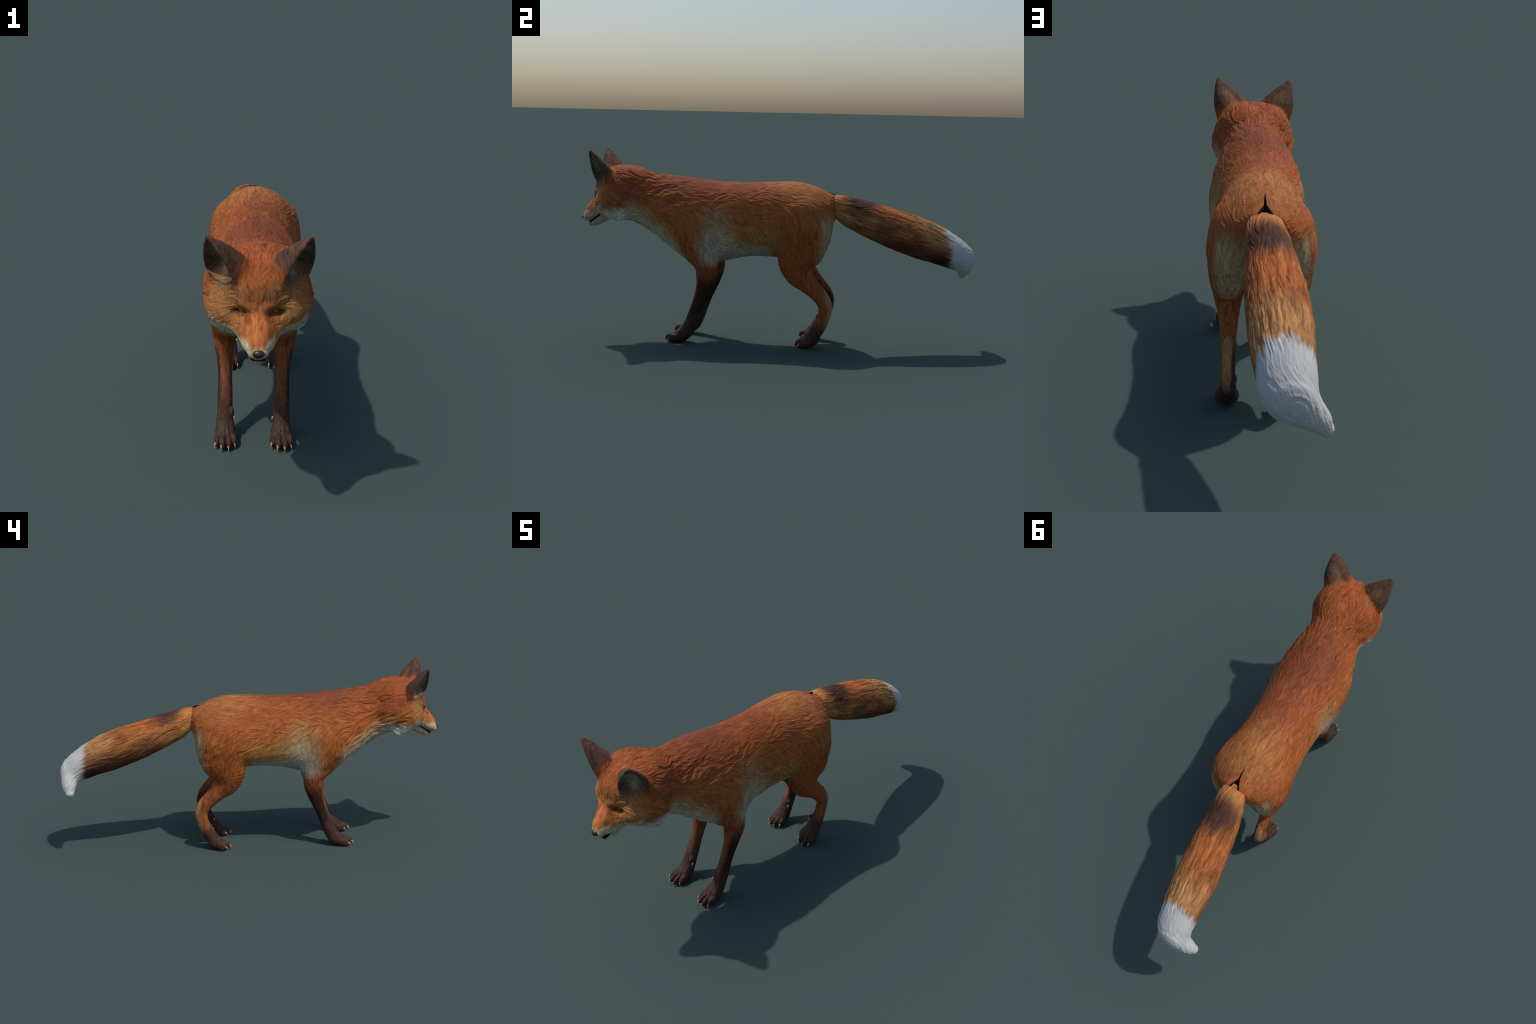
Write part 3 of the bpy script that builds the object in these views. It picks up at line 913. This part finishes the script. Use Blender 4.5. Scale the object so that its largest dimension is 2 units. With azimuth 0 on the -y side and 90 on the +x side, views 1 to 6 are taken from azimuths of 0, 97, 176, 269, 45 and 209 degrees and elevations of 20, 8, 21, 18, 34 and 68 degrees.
def ball(c, r, n=28):
    """Quad sphere (spherified cube) scaled to an ellipsoid."""
    k = n // 2
    t = np.linspace(-1, 1, k + 1)
    Vs, Qs, o = [], [], 0
    for ax in range(3):
        for sgn in (-1, 1):
            A, Bm = np.meshgrid(np.tan(t * np.pi / 4), np.tan(t * np.pi / 4), indexing="ij")
            p = np.zeros((k + 1, k + 1, 3))
            p[..., ax] = sgn; p[..., (ax + 1) % 3] = A; p[..., (ax + 2) % 3] = Bm
            p /= np.linalg.norm(p, axis=-1, keepdims=True)
            Vs.append(p.reshape(-1, 3))
            i, j = np.meshgrid(np.arange(k), np.arange(k), indexing="ij")
            b = (i * (k + 1) + j).ravel() + o
            f = np.stack([b, b + k + 1, b + k + 2, b + 1], 1)
            Qs.append(f if sgn > 0 else f[:, ::-1])
            o += (k + 1) ** 2
    V, Q = np.vstack(Vs), np.vstack(Qs)
    key = np.unique(np.round(V, 6), axis=0, return_index=True, return_inverse=True)
    V, Q = V[key[1]], key[2].reshape(-1)[Q]
    return V * np.asarray(r) + np.asarray(c), Q

def build():
    v, q = fox_surface(dress_body)
    n = vertex_normals(v, q)
    c = v[q].mean(1)
    cs = np.abs(c[:, 0] - head_shift(c[:, 1]))
    x, y, z = c.T
    root = bpy.data.objects.new("fox", None)
    bpy.context.scene.collection.objects.link(root)
    root["label"] = "red fox standing with head lowered and white-tipped tail"
    root["category"] = "fox"
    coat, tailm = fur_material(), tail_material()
    claw_m = plain("claw_horn", rgb(176, 148, 112), 0.45, 0.5, 0.5, 200)
    nose_m = plain("nose_leather", rgb(44, 40, 42), 0.38, 0.5, 0.5, 320)
    tooth_m = plain("tooth_enamel", rgb(190, 165, 110), 0.35, 0.5, 0.3, 120)
    gum_m = plain("mouth_lining", rgb(96, 42, 36), 0.45, 0.4, 0.5, 120)
    u, w, t = ear_local(cs, y, z)
    ear = (t > 0.05) & (y < -0.72) & (ear_sdf(cs.astype(F), y.astype(F), z.astype(F)) < 0.003)
    head = (y + 0.35 * (z - 0.70) < -0.70) & ~ear
    neck = (y + 0.35 * (z - 0.70) >= -0.70) & (y + 0.55 * (z - 0.65) < -0.53)
    rest = ~(ear | head | neck)
    hind = rest & (y > -0.12) & (z < 0.455 + 0.9 * np.clip(cs - 0.07, 0, 0.1))
    hind &= (cs > 0.045) & ((z < 0.40) | (y > 0.03))
    fore = rest & (y < -0.20) & (y > -0.60) & (z < 0.42 + 0.9 * np.clip(cs - 0.08, 0, 0.1)) & (cs > 0.045)
    paw = z < 0.085
    torso = rest & ~hind & ~fore
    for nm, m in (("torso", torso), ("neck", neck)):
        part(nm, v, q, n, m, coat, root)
    hd = part("head", v, q, n, head, coat, root)
    for s in (1, -1):
        side = (x - head_shift(y)) * s > 0
        part("ear", v, q, n, ear & side, coat, hd)
        for nm, m, toe_y, cx in (("front_leg", fore, -0.528, 0.1025), ("hind_leg", hind, 0.130, 0.103)):
            leg = part(nm, v, q, n, m & side & ~paw, coat, root)
            part("paw", v, q, n, m & side & paw, coat, leg)
            for tx, back in TOES:
                ang = tx * 9
                d = np.array([np.sin(ang) * s, -np.cos(ang), 0])
                b = np.array([(cx + tx * 1.06) * s, toe_y + back + 0.007, 0.0195])
                k = np.linspace(0, 1, 7)
                P = b + d * (k * 0.0175)[:, None] + np.array([0, 0, 1]) * (0.001 * k - 0.013 * k * k)[:, None]
                cv, cq = tube(P, 0.0060 * (1 - k**1.6) + 0.0004, 10, 0.8)
                new_object("claw", cv, cq, claw_m, leg)
            b = np.array([0.0725 * s, toe_y + 0.105, 0.085]) if nm == "front_leg" else np.array([0.0745 * s, 0.216, 0.107])
            k = np.linspace(0, 1, 6)
            P = b + np.array([-0.35 * s, -0.75, -0.6]) * (0.011 * k)[:, None] - np.array([0, 0, 0.005]) * (k * k)[:, None]
            cv, cq = tube(P, 0.0038 * (1 - k**1.6) + 0.0004, 8)
            new_object("claw", cv, cq, claw_m, leg)
    # tail
    tv, tq = build_surface(tail_sdf, TAIL_AXES, False, dress_tail)
    new_object("tail", tv, tq, tailm, root, vertex_normals(tv, tq))
    # eyes
    em = eye_material()
    for s in (1, -1):
        ev, eq = ball((0, 0, 0), (0.0165, 0.0165, 0.0165), 28)
        e = new_object("eye", ev, eq, em, hd)
        e.location = (HEAD_X + s * 0.0490, -0.8820, 0.7105)
        e.rotation_euler = (0.15, 0, s * 0.50)
    # lining of the half-open mouth
    k = np.linspace(0, 1, 9)
    P = np.stack([0 * k + HEAD_X, lerp(-0.885, -0.957, k), lerp(0.632, 0.5815, k)], 1)
    gv, gq = tube(P, lerp(0.0068, 0.0048, k), 16, 1.0)
    gv[:, 0] = HEAD_X + (gv[:, 0] - HEAD_X) * np.interp(-gv[:, 1], [0.885, 0.925, 0.957], [6.2, 5.4, 3.6])
    new_object("mouth_lining", gv, gq, gum_m, hd)
    # teeth along the half-open mouth
    for s in (1, -1):
        for tx, ty, tz, ln, r in ((0.0190, -0.958, 0.5965, 0.010, 0.0028), (0.0225, -0.944, 0.603, 0.006, 0.0024), (0.0265, -0.930, 0.611, 0.006, 0.0026)):
            k = np.linspace(0, 1, 5)
            P = np.array([HEAD_X + s * tx, ty, tz]) + np.array([0, -0.25, -1.0]) * (ln * k)[:, None]
            cv, cq = tube(P, r * (1 - k**2) + 0.0003, 8)
            new_object("tooth", cv, cq, tooth_m, hd)
    # nose
    nv, nq = ball((0, 0, 0), (1, 1, 1), 32)
    a, b_, c_ = nv.T
    r = np.stack([0.0195 * (1 - 0.25 * sstep(0, -1, c_)), 0.0145 * np.ones(len(a)), 0.0142 * np.ones(len(a))], 1)
    hole = np.exp(-(((np.abs(a) - 0.5) / 0.2) ** 2 + ((c_ + 0.25) / 0.2) ** 2)) * (b_ < 0)
    groove = np.exp(-(a / 0.12) ** 2) * (b_ < 0) * sstep(0.2, -0.4, c_)
    nv = nv * r * (1 - 0.25 * hole - 0.14 * groove)[:, None] + np.array([HEAD_X + 0.001, -0.9862, 0.6085])
    new_object("nose", nv, nq, nose_m, hd)
    return root

build()
